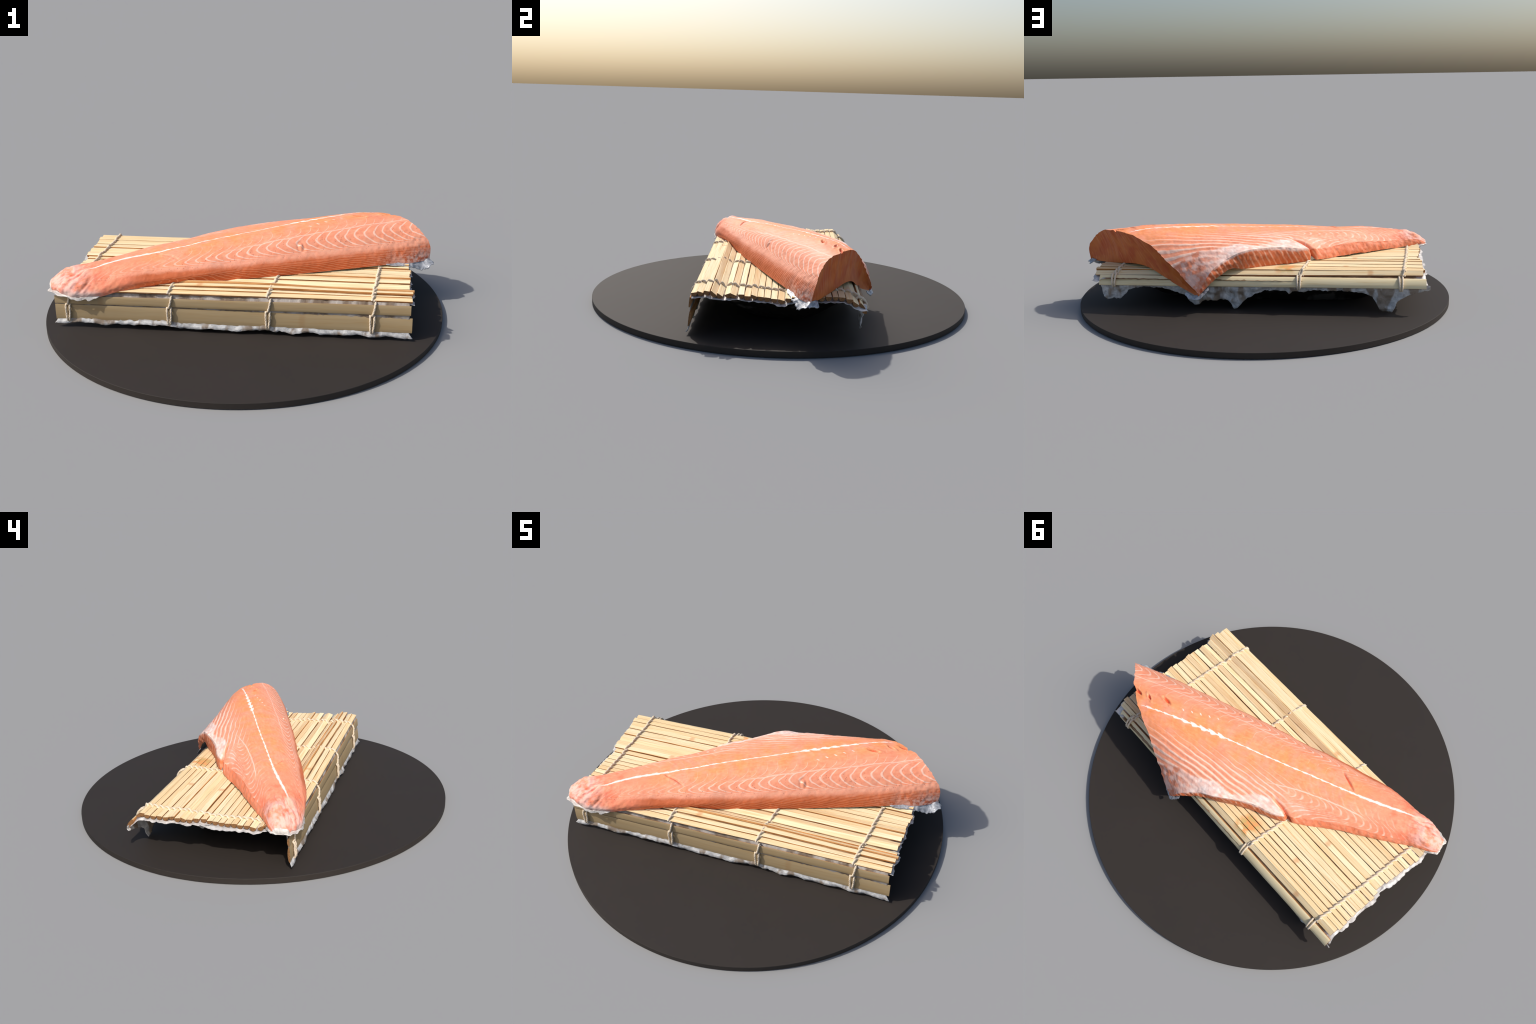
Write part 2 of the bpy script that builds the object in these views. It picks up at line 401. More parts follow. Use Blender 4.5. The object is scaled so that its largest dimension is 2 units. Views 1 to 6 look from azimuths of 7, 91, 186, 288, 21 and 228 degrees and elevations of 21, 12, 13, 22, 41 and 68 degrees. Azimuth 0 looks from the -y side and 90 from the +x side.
    gx = b.curve(Y, .15, .28, [(.15,.10),(.195,.080),(.215,.040),(.245,-.007),(.28,-.02)])   # offset -.185
    fold = b.ss(b.m("ABSOLUTE", b.sub(X, b.add(gx, -.192))), .002, .022, 1.0, 0.0)
    fold = b.mul(fold, b.band(Y, .195, .30, .015))
    red = b.m("MAXIMUM", red, b.mul(fold, .55))
    col = b.mix(b.mul(red, .7), col, srgb(232, 84, 48))
    # pale, pinkish tail stump with a whitish rim of skin
    tl = b.mul(b.ss(b.add(X, b.mul(b.sub(mid, .5), .12)), -.74, -.86), b.ss(b.noise(P, 20, 3.0, .6), .36, .56))
    col = b.mix(b.mul(tl, .72), col, srgb(250, 196, 184))
    cr = b.noise(b.scale(P, (12, 62, 24)), 1.0, 4.0, .6)
    col = b.mix(b.mul(b.mul(b.ss(cr, .52, .66), b.ss(X, -.66, -.78)), .55), col, srgb(226, 104, 84))
    rim = b.ss(b.add(Z, b.mul(b.sub(mid, .5), .05)), .240 - BASEZ, .200 - BASEZ)
    rim = b.mul(rim, b.ss(X, -.70, -.80))
    col = b.mix(b.mul(rim, .75), col, srgb(206, 190, 182))
    # greyish skin edge at the lower dorsal side of the head end
    edge = b.mul(b.mul(b.ss(X, .50, .86), b.ss(Y, -.20, -.235)), b.ss(b.add(Z, b.mul(b.sub(mid, .5), .07)), .310 - BASEZ, .240 - BASEZ))
    col = b.mix(b.mul(edge, .75), col, b.mix(b.ss(b.noise(P, 45, 4.0, .65), .40, .55), srgb(178, 96, 70), srgb(222, 186, 172)))
    b.bump(b.add(b.mul(b.noise(P, 240, 3.0), .5), b.mul(lines, .35)), .35, .002)
    return b.out(col, .55, .30)

def edge_material():
    """side of the belly flap: darker meat with slanting pale sheets; plain flesh towards the tail"""
    b = NB("salmon_edge")
    P = b.coord
    X, Y, Z = b.sep(P)
    wobc = b.sub(b.noise(P, 14, 2.0), .5)
    mid = b.noise(P, 18, 4.0, .6)
    ph = b.add(b.m("DIVIDE", b.sub(X, b.mul(Z, .55)), .030), b.mul(wobc, .8))
    d = b.mul(b.m("ABSOLUTE", b.sub(b.m("FRACT", ph), .5)), 2.0)
    ln = b.mul(b.ss(d, .12, .50, 1.0, 0.0), b.ss(b.noise(P, 30, 2.0), .35, .6, .25, .75))
    ln = b.mul(ln, b.ss(X, -.32, -.2, .4, 1.0))
    meat = b.mix(b.ss(mid, .32, .68), srgb(206, 104, 60), srgb(218, 122, 78))
    tail = b.mix(b.ss(mid, .32, .68), srgb(240, 134, 94), srgb(244, 150, 116))
    base = b.mix(b.ss(X, -.18, -.24), meat, tail)
    base = b.mix(b.ss(X, .36, .44), base, b.mix(b.ss(mid, .4, .6), srgb(206, 92, 52), srgb(224, 130, 96)))
    col = b.mix(ln, base, srgb(240, 182, 150))
    # whitish fat spilling over from the rim
    topz = b.curve(X, -.3, .5, [(-.3,.36),(-.14,.302),(0,.320),(.19,.327),(.285,.299),(.385,.240),(.5,.1)])
    rim = b.ss(b.add(b.sub(Z, b.sub(topz, BASEZ)), b.mul(b.sub(mid, .5), .03)), -.018, -.004)
    rim = b.mul(rim, b.band(X, -.17, .36, .03))
    col = b.mix(b.mul(rim, .8), col, srgb(246, 220, 208))
    b.bump(b.add(b.noise(P, 200, 3.0), b.mul(ln, .5)), .4, .002)
    return b.out(col, .55, .3)

def cut_material():
    b = NB("salmon_cut_face")
    X, Y, Z = b.sep(b.coord)
    # grain fans across the cut, running from the top rim down to the skin
    fan = b.add(b.mul(Y, 1.0), b.mul(Z, b.add(.45, b.mul(Y, 1.6))))
    comb = b.n("ShaderNodeCombineXYZ")
    b.put(comb.inputs[0], b.mul(fan, 90.0)); b.put(comb.inputs[1], b.mul(Z, 10.0)); b.put(comb.inputs[2], 0.0)
    gr = b.noise(comb.outputs[0], 1.0, 3.0, .6)
    blot = b.noise(b.coord, 13, 3.0)
    col = b.mix(b.ss(blot, .35, .65), srgb(198, 92, 44), srgb(210, 114, 52))
    col = b.mix(b.mul(b.ss(gr, .52, .70), .45), col, srgb(230, 146, 96))
    col = b.mix(b.mul(b.ss(gr, .45, .30), .4), col, srgb(160, 62, 30))
    b.bump(gr, .25, .002)
    return b.out(col, .45, .35)

def foil_material(name, tint, tint2, rough=.42, metal=.55):
    b = NB(name)
    n = b.noise(b.coord, 34, 4.0, .65, .6)
    n2 = b.noise(b.coord, 120, 3.0, .6)
    col = b.mix(b.ss(n, .3, .7), tint, tint2)
    b.bump(b.add(n, b.mul(n2, .4)), .6, .006)
    return b.out(col, rough, .5, metal)

def lining_material():
    """foil at both ends, between the canes coloured brown to draw the occlusion in the gaps"""
    b = NB("lining")
    X, Y, Z = b.sep(b.coord)
    n = b.noise(b.coord, 34, 4.0, .65, .6)
    foil = b.mix(b.ss(n, .3, .7), srgb(176, 174, 172), srgb(222, 219, 215))
    ax = b.m("ABSOLUTE", b.add(X, .01))
    f = b.ss(b.add(ax, b.mul(b.sub(n, .5), .03)), .775, .815)
    brown = b.mix(b.ss(b.noise(b.scale(b.coord, (6, 60, 6)), 1.0, 3.0), .40, .66), srgb(112, 82, 52), srgb(168, 138, 104))
    b.bump(n, .5, .005)
    return b.out(b.mix(f, brown, foil), .55, .3, .15)

def bamboo_material(name, hue=0.0, wood=None, light=1.0):
    b = NB(name)
    P = b.coord
    oi = b.n("ShaderNodeObjectInfo").outputs["Random"]
    off = b.n("ShaderNodeCombineXYZ"); b.put(off.inputs[0], b.mul(oi, 37.0)); b.put(off.inputs[1], b.mul(oi, 11.0)); b.put(off.inputs[2], 0.0)
    va = b.n("ShaderNodeVectorMath", operation="ADD"); b.put(va.inputs[0], P); b.put(va.inputs[1], off.outputs[0])
    Q = va.outputs[0]
    streak = b.noise(b.scale(Q, (4, 160, 60)), 1.0, 4.0, .6)
    patch = b.noise(b.scale(Q, (2.2, 14, 5)), 1.0, 3.0)
    tone = b.ss(oi, 0.0, 1.0)
    c0 = b.mix(tone, srgb(249, 231, 190), srgb(236, 207, 160))
    col = b.mix(b.mul(b.ss(streak, .47, .66), .65), c0, srgb(226, 190, 132))
    col = b.mix(b.mul(b.ss(streak, .48, .30), .5), col, srgb(254, 242, 206))
    col = b.mix(b.mul(b.ss(patch, .60, .74), .5), col, srgb(228, 180, 116))
    # nodes of the cane: short brownish bands on a few slats
    X, Y, Z = b.sep(P)
    nx = b.sub(b.mul(b.m("FRACT", b.mul(oi, 7.31)), 5.0), 2.5)
    kn = b.ss(b.m("ABSOLUTE", b.add(b.sub(X, nx), b.mul(b.sub(streak, .5), .02))), .004, .022, 1.0, 0.0)
    col = b.mix(b.mul(kn, .5), col, srgb(206, 140, 84))
    # orange stain on the slats beside the belly flap
    st = b.noise(b.scale(P, (16, 16, 16), (3.1, .4, 0)), 1.0, 3.0)
    stain = b.mul(b.band(b.add(X, b.mul(b.sub(st, .5), .12)), -.19, -.095, .02), b.ss(Y, .22, .26))
    stain = b.mul(stain, b.ss(st, .40, .50))
    stain = b.mul(stain, b.ss(Z, .18, .205))
    col = b.mix(b.mul(stain, .85), col, b.mix(b.ss(b.noise(P, 42, 3.0), .40, .60), srgb(232, 150, 84), srgb(196, 164, 96)))
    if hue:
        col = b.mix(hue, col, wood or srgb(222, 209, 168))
    b.bump(streak, .35, .0018)
    return b.out(col, .6, .25)

def end_grain_material():
    b = NB("bamboo_end_grain")
    n = b.noise(b.scale(b.coord, (40, 300, 300)), 1.0, 3.0)
    return b.out(b.mix(b.ss(n, .35, .65), srgb(112, 78, 48), srgb(146, 106, 68)), .7, .2)

def cord_material():
    b = NB("cotton_twine")
    w = b.noise(b.scale(b.coord, (300, 120, 300)), 1.0, 2.0)
    b.bump(w, .5, .002)
    return b.out(b.mix(w, srgb(198, 178, 152), srgb(238, 224, 202)), .85, .1)

def board_material():
    b = NB("dark_board")
    n = b.noise(b.coord, 5, 3.0)
    return b.out(b.mix(n, srgb(46, 41, 37), srgb(50, 44, 40)), .72, .30)

BASEZ = .226
M_FLESH = flesh_material()
M_EDGE = edge_material()
M_CUT = cut_material()
M_SKIN = foil_material("silver_skin", srgb(132, 136, 142), srgb(200, 202, 205), .40, .3)
M_TAILSKIN = foil_material("pale_skin", srgb(184, 178, 172), srgb(226, 219, 211), .55, .05)
M_FOIL = foil_material("crumpled_foil", srgb(190, 189, 188), srgb(232, 230, 227), .55, .08)
M_LINING = lining_material()
def rag_material(gap_shade=False):
    b = NB("gap_darkened_foil" if gap_shade else "stained_foil")
    n = b.noise(b.coord, 30, 4.0, .65, .6)
    st = b.noise(b.scale(b.coord, (15, 15, 6), (1.3, 0, 0)), 1.0, 3.0)
    col = b.mix(b.ss(n, .3, .7), srgb(168, 168, 168), srgb(222, 221, 219))
    col = b.mix(b.mul(b.ss(st, .50, .60), .75), col, srgb(130, 106, 78))
    if gap_shade:      # upper part darkened to paint the slat-gap shadow, lighter along the free lower edge
        X, Y, Z = b.sep(b.coord)
        up = b.ss(b.add(Z, b.mul(b.sub(n, .5), .01)), .045, .060)
        col = b.mix(up, col, b.mix(b.ss(st, .42, .60), srgb(168, 160, 152), srgb(120, 104, 88)))
    b.bump(n, .6, .006)
    return b.out(col, .5, .3, .05)
M_RAG = rag_material()
M_STRIP = rag_material(True)
M_BAMBOO = bamboo_material("bamboo")
M_BAMBOO_EDGE = bamboo_material("bamboo_rind", .45)
M_WALL = bamboo_material("shaded_bamboo", .85, srgb(148, 125, 90))  # front wall tinted darker than the top slats to carry its shade
M_END = end_grain_material()
def slat_side_material():
    b = NB("brown_slat_side")
    n = b.noise(b.scale(b.coord, (5, 90, 90)), 1.0, 4.0)
    return b.out(b.mix(b.ss(n, .35, .65), srgb(166, 112, 64), srgb(214, 158, 102)), .6, .2)
M_SLAT_SIDE = slat_side_material()
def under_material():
    b = NB("dark_underlay")
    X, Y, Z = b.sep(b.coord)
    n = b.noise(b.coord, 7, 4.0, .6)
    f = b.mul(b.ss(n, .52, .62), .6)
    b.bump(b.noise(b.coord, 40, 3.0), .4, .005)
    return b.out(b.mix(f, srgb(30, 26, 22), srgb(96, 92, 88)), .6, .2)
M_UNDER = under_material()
M_CORD = cord_material()
M_BOARD = board_material()

# ------------------------------------------------------------------ round board
def build_board():
    n, R, H, bv = 256, 1.0, .028, .0012
    prof = [(0, 0), (R - bv, 0), (R, bv), (R, H - bv), (R - bv, H), (.75, H), (.4, H), (0, H)]
    verts, faces = [(0, 0, 0), (0, 0, H)], []
    rings = prof[1:-1]
    for r, z in rings:
        for k in range(n):
            a = 2*math.pi*k/n
            verts.append((r*math.cos(a), r*math.sin(a), z))
    for i in range(len(rings) - 1):
        for k in range(n):
            a, c = 2 + i*n + k, 2 + i*n + (k+1) % n
            faces.append((a, c, c + n, a + n))
    for k in range(n):
        faces.append((0, 2 + (k+1) % n, 2 + k))
        t = 2 + (len(rings)-1)*n
        faces.append((1, t + k, t + (k+1) % n))
    ob = mesh_obj("serving_board", verts, faces, M_BOARD, None, False)
    ob["label"] = "thin round matt dark brown serving board"
    ob["category"] = "serving board"
    return ob
build_board()

# ------------------------------------------------------------------ bamboo mat
mat_root = empty("bamboo_mat", (0, 0, .028))
mat_root["label"] = "bamboo rolling mat tied with twine, foil underneath"
mat_root["category"] = "bamboo mat"
MZ = .028

# slat edges (y front, z front, y back, z back) at the right end, front to back
RIGHT = [(-.389,.222,-.362,.227),(-.360,.232,-.334,.224),(-.331,.236,-.306,.232),(-.300,.238,-.273,.216),(-.271,.227,-.246,.211),
 (-.241,.217,-.214,.228),(-.213,.228,-.186,.217),(-.181,.223,-.154,.224),(-.152,.219,-.124,.218),(-.122,.226,-.096,.216),
 (-.094,.219,-.066,.216),(-.064,.216,-.036,.213),(-.033,.212,-.005,.211),(-.003,.212,.026,.205),(.029,.216,.055,.215),
 (.058,.222,.086,.222),(.089,.223,.115,.221),(.118,.225,.145,.224),(.148,.226,.174,.226),(.177,.226,.203,.227),
 (.206,.229,.233,.230),(.236,.230,.260,.231),(.264,.230,.293,.228),(.296,.225,.325,.224),(.328,.214,.354,.197)]
LEFT = [(-.384,.222,-.355,.228),(-.352,.230,-.323,.232),(-.320,.232,-.290,.234),(-.287,.246,-.263,.228),(-.262,.233,-.236,.219),
 (-.232,.222,-.203,.228),(-.197,.228,-.170,.226),(-.167,.226,-.140,.226),(-.137,.226,-.109,.224),(-.106,.225,-.076,.223),
 (-.074,.224,-.046,.222),(-.043,.224,-.015,.224),(-.012,.222,.016,.220),(.018,.227,.046,.225),(.049,.231,.078,.231),
 (.081,.227,.108,.227),(.110,.223,.138,.234),(.139,.229,.168,.226),(.170,.234,.196,.230),(.199,.228,.227,.225),
 (.230,.227,.257,.229),(.261,.227,.287,.230),(.290,.231,.318,.234),(.321,.234,.346,.236),(.344,.236,.368,.217)]
XR = [.816,.814,.822,.830,.819,.814,.818,.820,.825,.827,.824,.827,.834,.839,.830,.832,.828,.834,.830,.836,.832,.838,.835,.846,.842]
XL = [-.846,-.85,-.852,-.850,-.855,-.860,-.854,-.852,-.845,-.844,-.840,-.836,-.828,-.826,-.840,-.848,-.844,-.845,-.842,-.843,-.842,-.845,-.848,-.838,-.836]

M_SIDE = None
def slat(name, xl, xr, left, right, depth, seed, mat=M_BAMBOO, round_top=0.0, bow=0.0):
    """D-section cane strip: flat upper face between two edges, rounded under-side"""
    nx = 40
    rs = np.random.default_rng(seed)
    prof = []                                     # (across 0..1, depth -..)
    bv = .05
    prof += [(bv, 0.0)]
    for t in (.28, .5, .72):
        prof.append((t, 0.0))
    prof += [(1 - bv, 0.0), (1.0, -.09)]
    for a in np.linspace(12, 168, 9):
        prof.append((.5 + .5*math.cos(math.radians(a)), -.12 - .88*math.sin(math.radians(a))))
    prof += [(0.0, -.09)]
    prof = np.array(prof)
    m = len(prof)
    xs = np.linspace(xl, xr, nx)
    V = []
    ph = rs.uniform(0, 20)
    for i, x in enumerate(xs):
        f = (x - xl) / (xr - xl)
        e = np.array(left)*(1 - f) + np.array(right)*f
        wob = .0016*noise3(x*3.3, ph, 0, 1) + .0006*noise3(x*14, ph, 3, 2)
        wobz = .0014*noise3(x*2.7, ph, 7, 4) + bow*math.exp(-((x - .04)/.42)**2)
        p0 = np.array([e[0] + wob + .0004*noise3(x*40, ph, 1, 5), e[1] + wobz]); p1 = np.array([e[2] + wob + .0006*noise3(x*30, ph, 2, 5), e[3] + wobz])
        t = p1 - p0; w = np.linalg.norm(t); t = t / w
        nrm = np.array([-t[1], t[0]])
        for a, dz in prof:
            arch = round_top * 4*a*(1-a)*w if dz == 0 else 0
            q = p0 + t*(a*w) + nrm*(dz*depth + arch + (.0004*noise3(x*25, a*3, ph, 6) if dz == 0 else 0))
            V.append((x, q[0], q[1] - MZ))
    F = []
    for i in range(nx - 1):
        for j in range(m):
            F.append((i*m + j, (i+1)*m + j, (i+1)*m + (j+1) % m, i*m + (j+1) % m))
    nside = len(F)
    base = len(V)
    # end caps, with own corner vertices so that they stay crisp
    for end, i in ((0, 0), (1, nx - 1)):
        ring = list(range(i*m, i*m + m))
        k = len(V)
        V += [V[r] for r in ring]
        cap = list(range(k, k + m))
        F.append(tuple(cap if end == 0 else cap[::-1]))
    ob = mesh_obj(name, V, F, mat, mat_root, True)
    ob.data.materials.append(M_END)
    ob.data.materials.append(M_SLAT_SIDE)
    for q, p in enumerate(list(ob.data.polygons)[:nside]):
        if 5 <= q % m < m - 1:
            p.material_index = 2
    for p in list(ob.data.polygons)[nside:]:
        p.material_index = 1; p.use_smooth = False
    fix_normals(ob)
    ob.data.set_sharp_from_angle(angle=math.radians(38))
    return ob

for k in range(25):
    slat("slat" if k == 0 else "slat.%03d" % k, XL[k], XR[k], LEFT[k], RIGHT[k], .0165 + .003*((k*7) % 3)/2, 100 + k, bow={1: .003, 2: .009, 3: .012, 4: .006, 5: .002}.get(k, 0.0))
# thick outermost cane at the back, with the rind outward
slat("slat.025", -.850, .812, (.381,.204,.414,.161), (.364,.201,.394,.154), .018, 201, M_BAMBOO_EDGE, .09)
# two broad slats standing as the front wall (upper edge first)
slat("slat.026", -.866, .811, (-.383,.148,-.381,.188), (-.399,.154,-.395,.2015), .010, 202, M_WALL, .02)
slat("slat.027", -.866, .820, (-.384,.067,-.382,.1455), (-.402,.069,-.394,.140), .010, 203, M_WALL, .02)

# ------------------------------------------------------------------ twine
def tube(pts, r, sides=8, twist_amp=.0):
    """tube along a polyline, lightly ridged like twisted yarn"""
    pts = np.array(pts, float)
    L = np.r_[0, np.cumsum(np.linalg.norm(np.diff(pts, axis=0), axis=1))]
    n = max(8, int(L[-1] / .0022))
    q = hermite(L + np.arange(len(L))*1e-9, pts, np.linspace(0, L[-1], n))
    T = np.gradient(q, axis=0); T /= np.linalg.norm(T, axis=1)[:, None] + 1e-12
    ref = np.array([1.0, 0.02, 0.05])
    V, F = [], []
    s = np.linspace(0, L[-1], n)
    for i in range(n):
        a = np.cross(T[i], ref)
        if np.linalg.norm(a) < .2:
            a = np.cross(T[i], np.array([0, 0, 1.0]))
        a /= np.linalg.norm(a); c = np.cross(T[i], a)
        for j in range(sides):
            th = 2*math.pi*j/sides
            rr = r*(1 + .13*math.cos(2*th - s[i]*2*math.pi/.014))
            V.append(q[i] + rr*(math.cos(th)*a + math.sin(th)*c))
    for i in range(n - 1):
        for j in range(sides):
            F.append((i*sides + j, i*sides + (j+1) % sides, (i+1)*sides + (j+1) % sides, (i+1)*sides + j))
    V.append(q[0]); V.append(q[-1])
    for j in range(sides):
        F.append((len(V)-2, (j+1) % sides, j))
        F.append((len(V)-1, (n-1)*sides + j, (n-1)*sides + (j+1) % sides))
    return V, F

def edges_at(k, x):
    f = (x - XL[k]) / (XR[k] - XL[k])
    return np.array(LEFT[k])*(1 - f) + np.array(RIGHT[k])*f

def join(parts):
    V, F = [], []
    for v, f in parts:
        o = len(V); V += list(v); F += [tuple(a + o for a in g) for g in f]
    return V, F

CORDS = [(-.800, -.738), (-.307, -.232), (.160, .250), (.640, .722)]     # x at the front edge, x at the back edge
for ci, (xa, xb) in enumerate(CORDS):
    parts = []
    R = .0051
    rc = np.random.default_rng(50 + ci)
    path, low = [], []
    for k in range(25):
        yc = (LEFT[k][0] + .38) / .75
        x0 = xa + (xb - xa)*yc + rc.normal(0, .0012)
        e = edges_at(k, x0)
        s = .0055
        path += [(x0 - s*1.1, e[0] - .0012, e[1] - .004), (x0 - s*.6, e[0] + .006, e[1] + R*.9), (x0 + s*.6, e[2] - .006, e[3] + R*.9), (x0 + s*1.1, e[2] + .0012, e[3] - .003)]
        low += [(x0 + s, e[0] - .0012, e[1] - .002), (x0, (e[0]+e[2])/2, (e[1]+e[3])/2 - .019), (x0 - s, e[2] + .0012, e[3] - .002)]
    path = [(p[0], p[1], p[2] - MZ) for p in path]; low = [(p[0], p[1], p[2] - MZ) for p in low]
    parts.append(tube(path, R)); parts.append(tube(low, R*.9))
    # front wall: one strand over the upper slat, a splayed pair over the lower one
    yu, yl = -.3845 - .0135*(xa + .866)/1.68, -.3855 - .0150*(xa + .866)/1.68
    zu = .190 + .0115*(xa + .866)/1.68
    w = lambda x, y, z: (x, y, z - MZ)
    parts.append(tube([w(xa + .012, -.374, .208), w(xa + .011, yu + .006, zu + .010), w(xa + .009, yu - .0035, zu - .002), w(xa + .004, yu - .0055, .168), w(xa - .002, yu - .004, .150), w(xa - .003, yu + .008, .146)], R))
    for dx, dz in ((-.011, -.006), (.008, -.008)):
        parts.append(tube([w(xa + dx, yl + .008, .147), w(xa + dx, yl + .001, .146), w(xa + dx, yl - .0045, .138), w(xa + dx*.9 , yl - .0065, .105), w(xa + dx*.55 - .001, yl - .0065, .070), w(xa + dx*.4, yl - .001, .061), w(xa + dx*.4, yl + .008, .056)], R))
    # back cane: two strands
    for dx in (-.009, .008):
        xx = xb + .012
        yb = .379 - .015*(xb + .85)/1.66
        parts.append(tube([w(xx + dx, yb - .020, .196), w(xx + dx, yb - .008, .207), w(xx + dx, yb + .010, .203), w(xx + dx*.9, yb + .029, .184), w(xx + dx*.7, yb + .036, .160), w(xx + dx*.5, yb + .026, .146), w(xx + dx*.5, yb + .006, .146)], R))
    parts.append(tube([w(xb + .006, .341, .224), w(xb + .010, .356, .216), w(xb + .012, .366, .196)], R))
    V, F = join(parts)
    mesh_obj("twine" if ci == 0 else "twine.%03d" % ci, V, F, M_CORD, mat_root)

# ------------------------------------------------------------------ foil under the mat
def crumple(V, amp, f, seed):
    V = np.array(V, float)
    return V + amp*np.stack([noise3(V[:,0]*f, V[:,1]*f, V[:,2]*f + 9*i, seed + i) for i in range(3)], 1)

def sheet(name, P, mat, parent, thick=.0012, kind=None, amp=.003, f=60, seed=1):
    """thin crumpled sheet from a grid of points (nu, nv, 3)"""
    nu, nv, _ = P.shape
    V = crumple(P.reshape(-1, 3), amp, f, seed)
    ob = mesh_obj(name, V, grid_faces(nu, nv), mat, parent, True, kind)
    fix_normals(ob)
    md = ob.modifiers.new("thickness", "SOLIDIFY"); md.thickness = thick; md.offset = 0
    ob.data.set_sharp_from_angle(angle=math.radians(35))
    return ob

def mat_mid_profile(x):
    """(y, z) of the slat tops from front to back"""
    pts = []
    for k in range(25):
        e = edges_at(k, min(max(x, -.83), .81))
        bw = {1: .003, 2: .009, 3: .012, 4: .006, 5: .002}.get(k, 0.0)*math.exp(-((x - .04)/.42)**2)
        pts.append(((e[0]+e[2])/2, (e[1]+e[3])/2 + bw))
    f = (x + .85)/1.66
    pts.append((.392 - .018*f, .194))
    return np.array(pts)

# lining that hugs the under-sides of the slats and peeps out at both ends
nx, nv = 150, 96
P = np.zeros((nx, nv, 3))
for j in range(nv):
    v = j/(nv - 1)
    y = -.385 + v*.778
    jl = .010 + .012*abs(noise3(y*26, 1, 0, 31)) + .014*max(0, float(noise3(y*9, 4, 0, 33)))
    jr = .004 + .010*abs(noise3(y*30, 2, 0, 32))
    k = int(np.argmin([abs((LEFT[q][0] + LEFT[q][2])/2 - y) for q in range(25)]))
    xl, xr = XL[k] - jl, XR[k] + jr
    for i in range(nx):
        # rows crowd towards the ends, where the edge shows
        u = i/(nx - 1); u = .5 - .5*math.cos(math.pi*u)
        x = xl + (xr - xl)*u
        pr = mat_mid_profile(x)
        endd = min(x - xl, xr - x)
        z = np.interp(y, pr[:,0], pr[:,1]) - .0095 - .0135*float(smooth(.06, .03, endd))
        # scallops: rises into the gaps between the canes
        z += -.0030*abs(math.sin(math.pi*(y - LEFT[0][0])/.0305))**.7 + .003
        z -= .006*float(smooth(.02, 0, endd))*(.5 + float(noise3(y*40, x*3, 0, 40)))
        P[i, j] = (x, y, z - MZ)
sheet("foil_lining", P, M_LINING, mat_root, .0014, None, .0022, 70, 3)

# strip behind the front wall, its ragged lower edge showing below the wood
def strip_front():
    nx, nz = 320, 10
    P = np.zeros((nx, nz, 3))
    for i in range(nx):
        f = i/(nx - 1); yw = -.3765 - .0165*f
        x = -.872 + f*1.697
        zb = .055 - .009*f + .006*noise3(x*11, 0, 0, 51) + .004*noise3(x*37, 0, 0, 52) - .008*max(0, 1 - abs(x + .26)/.03)
        for j in range(nz):
            g = j/(nz - 1)
            tuck = float(smooth(.8, 1, g))
            x = -.858 - .014*tuck + f*(1.664 + .033*tuck)
            z = .213 + (zb - .213)*g**.6
            y = yw + .007*smooth(.2, 0, g) - .010*smooth(.5, 1, g) - .010*smooth(.85, 1, g)*(.5 + .5*noise3(x*20, 3, 0, 53))
            P[i, j] = (x, y, z - MZ)
    sheet("foil_strip", P, M_STRIP, mat_root, .003, None, .0022, 75, 8)
strip_front()

# torn skirt hanging from the back cane
def skirt_back():
    xs = [-.85,-.80,-.75,-.715,-.70,-.685,-.665,-.645,-.625,-.605,-.585,-.55,-.50,-.40,-.30,-.215,-.19,-.17,-.155,-.12,-.05,.0,.05,.085,.095,.108,.122,.14,.16,.20,.24,.275,.30,.318,.335,.36,.40,.48,.58,.63,.66,.69,.70,.715,.74,.76,.777,.795,.805]
    zs = [.146,.130,.116,.084,.052,.034,.031,.033,.043,.082,.112,.126,.134,.138,.138,.128,.132,.112,.130,.134,.130,.116,.090,.048,.036,.033,.036,.074,.084,.078,.078,.068,.052,.048,.060,.092,.118,.136,.140,.134,.122,.092,.084,.080,.078,.070,.068,.082,.100]
    nx, nz = 420, 16
    P = np.zeros((nx, nz, 3))
    for i in range(nx):
        x = -.868 + 1.673*i/(nx - 1)
        zb = np.interp(x, xs, zs) + .003*noise3(x*55, 0, 0, 61) + .0025*noise3(x*140, 0, 0, 64)
        for j in range(nz):
            g = j/(nz - 1)
            z = .172 + (zb - .172)*g
            drop = .172 - z
            y = .400 - .016*(x + .85) - .07*max(0, drop - .03) - .010*math.sin(min(1, drop/.06)*math.pi)*noise3(x*9, g*2, 0, 62)
            y += .006*noise3(x*30, z*40, 0, 63)
            P[i, j] = (x, y, z - MZ)
    sheet("foil_skirt", P, M_RAG, mat_root, .0016, None, .0040, 42, 12)
skirt_back()

# dark mass sagging under the mat
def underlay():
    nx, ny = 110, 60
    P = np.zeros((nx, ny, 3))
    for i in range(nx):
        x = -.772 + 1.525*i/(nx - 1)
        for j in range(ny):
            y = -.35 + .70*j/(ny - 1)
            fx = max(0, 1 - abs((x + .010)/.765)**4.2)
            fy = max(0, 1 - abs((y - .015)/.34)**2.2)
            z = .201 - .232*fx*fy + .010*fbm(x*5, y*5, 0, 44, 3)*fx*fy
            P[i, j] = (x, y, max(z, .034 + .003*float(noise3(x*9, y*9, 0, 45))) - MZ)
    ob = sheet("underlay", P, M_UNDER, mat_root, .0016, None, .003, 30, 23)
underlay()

# loose flap hanging under the left end
def flap_left():
    n = 18
    P = np.zeros((n, n, 3))
    for i in range(n):
        for j in range(n):
            u, v = i/(n-1), j/(n-1)
            y = .115 - .115*u
            dep = .046*max(0, 1 - abs(u - .5)*2)**.8 + .003
            P[i, j] = (-.815 + .03*v - .03*(1-v) , y, .205 - dep*v - MZ)
    sheet("foil_flap", P, M_FOIL, mat_root, .0014, None, .003, 40, 17)
flap_left()

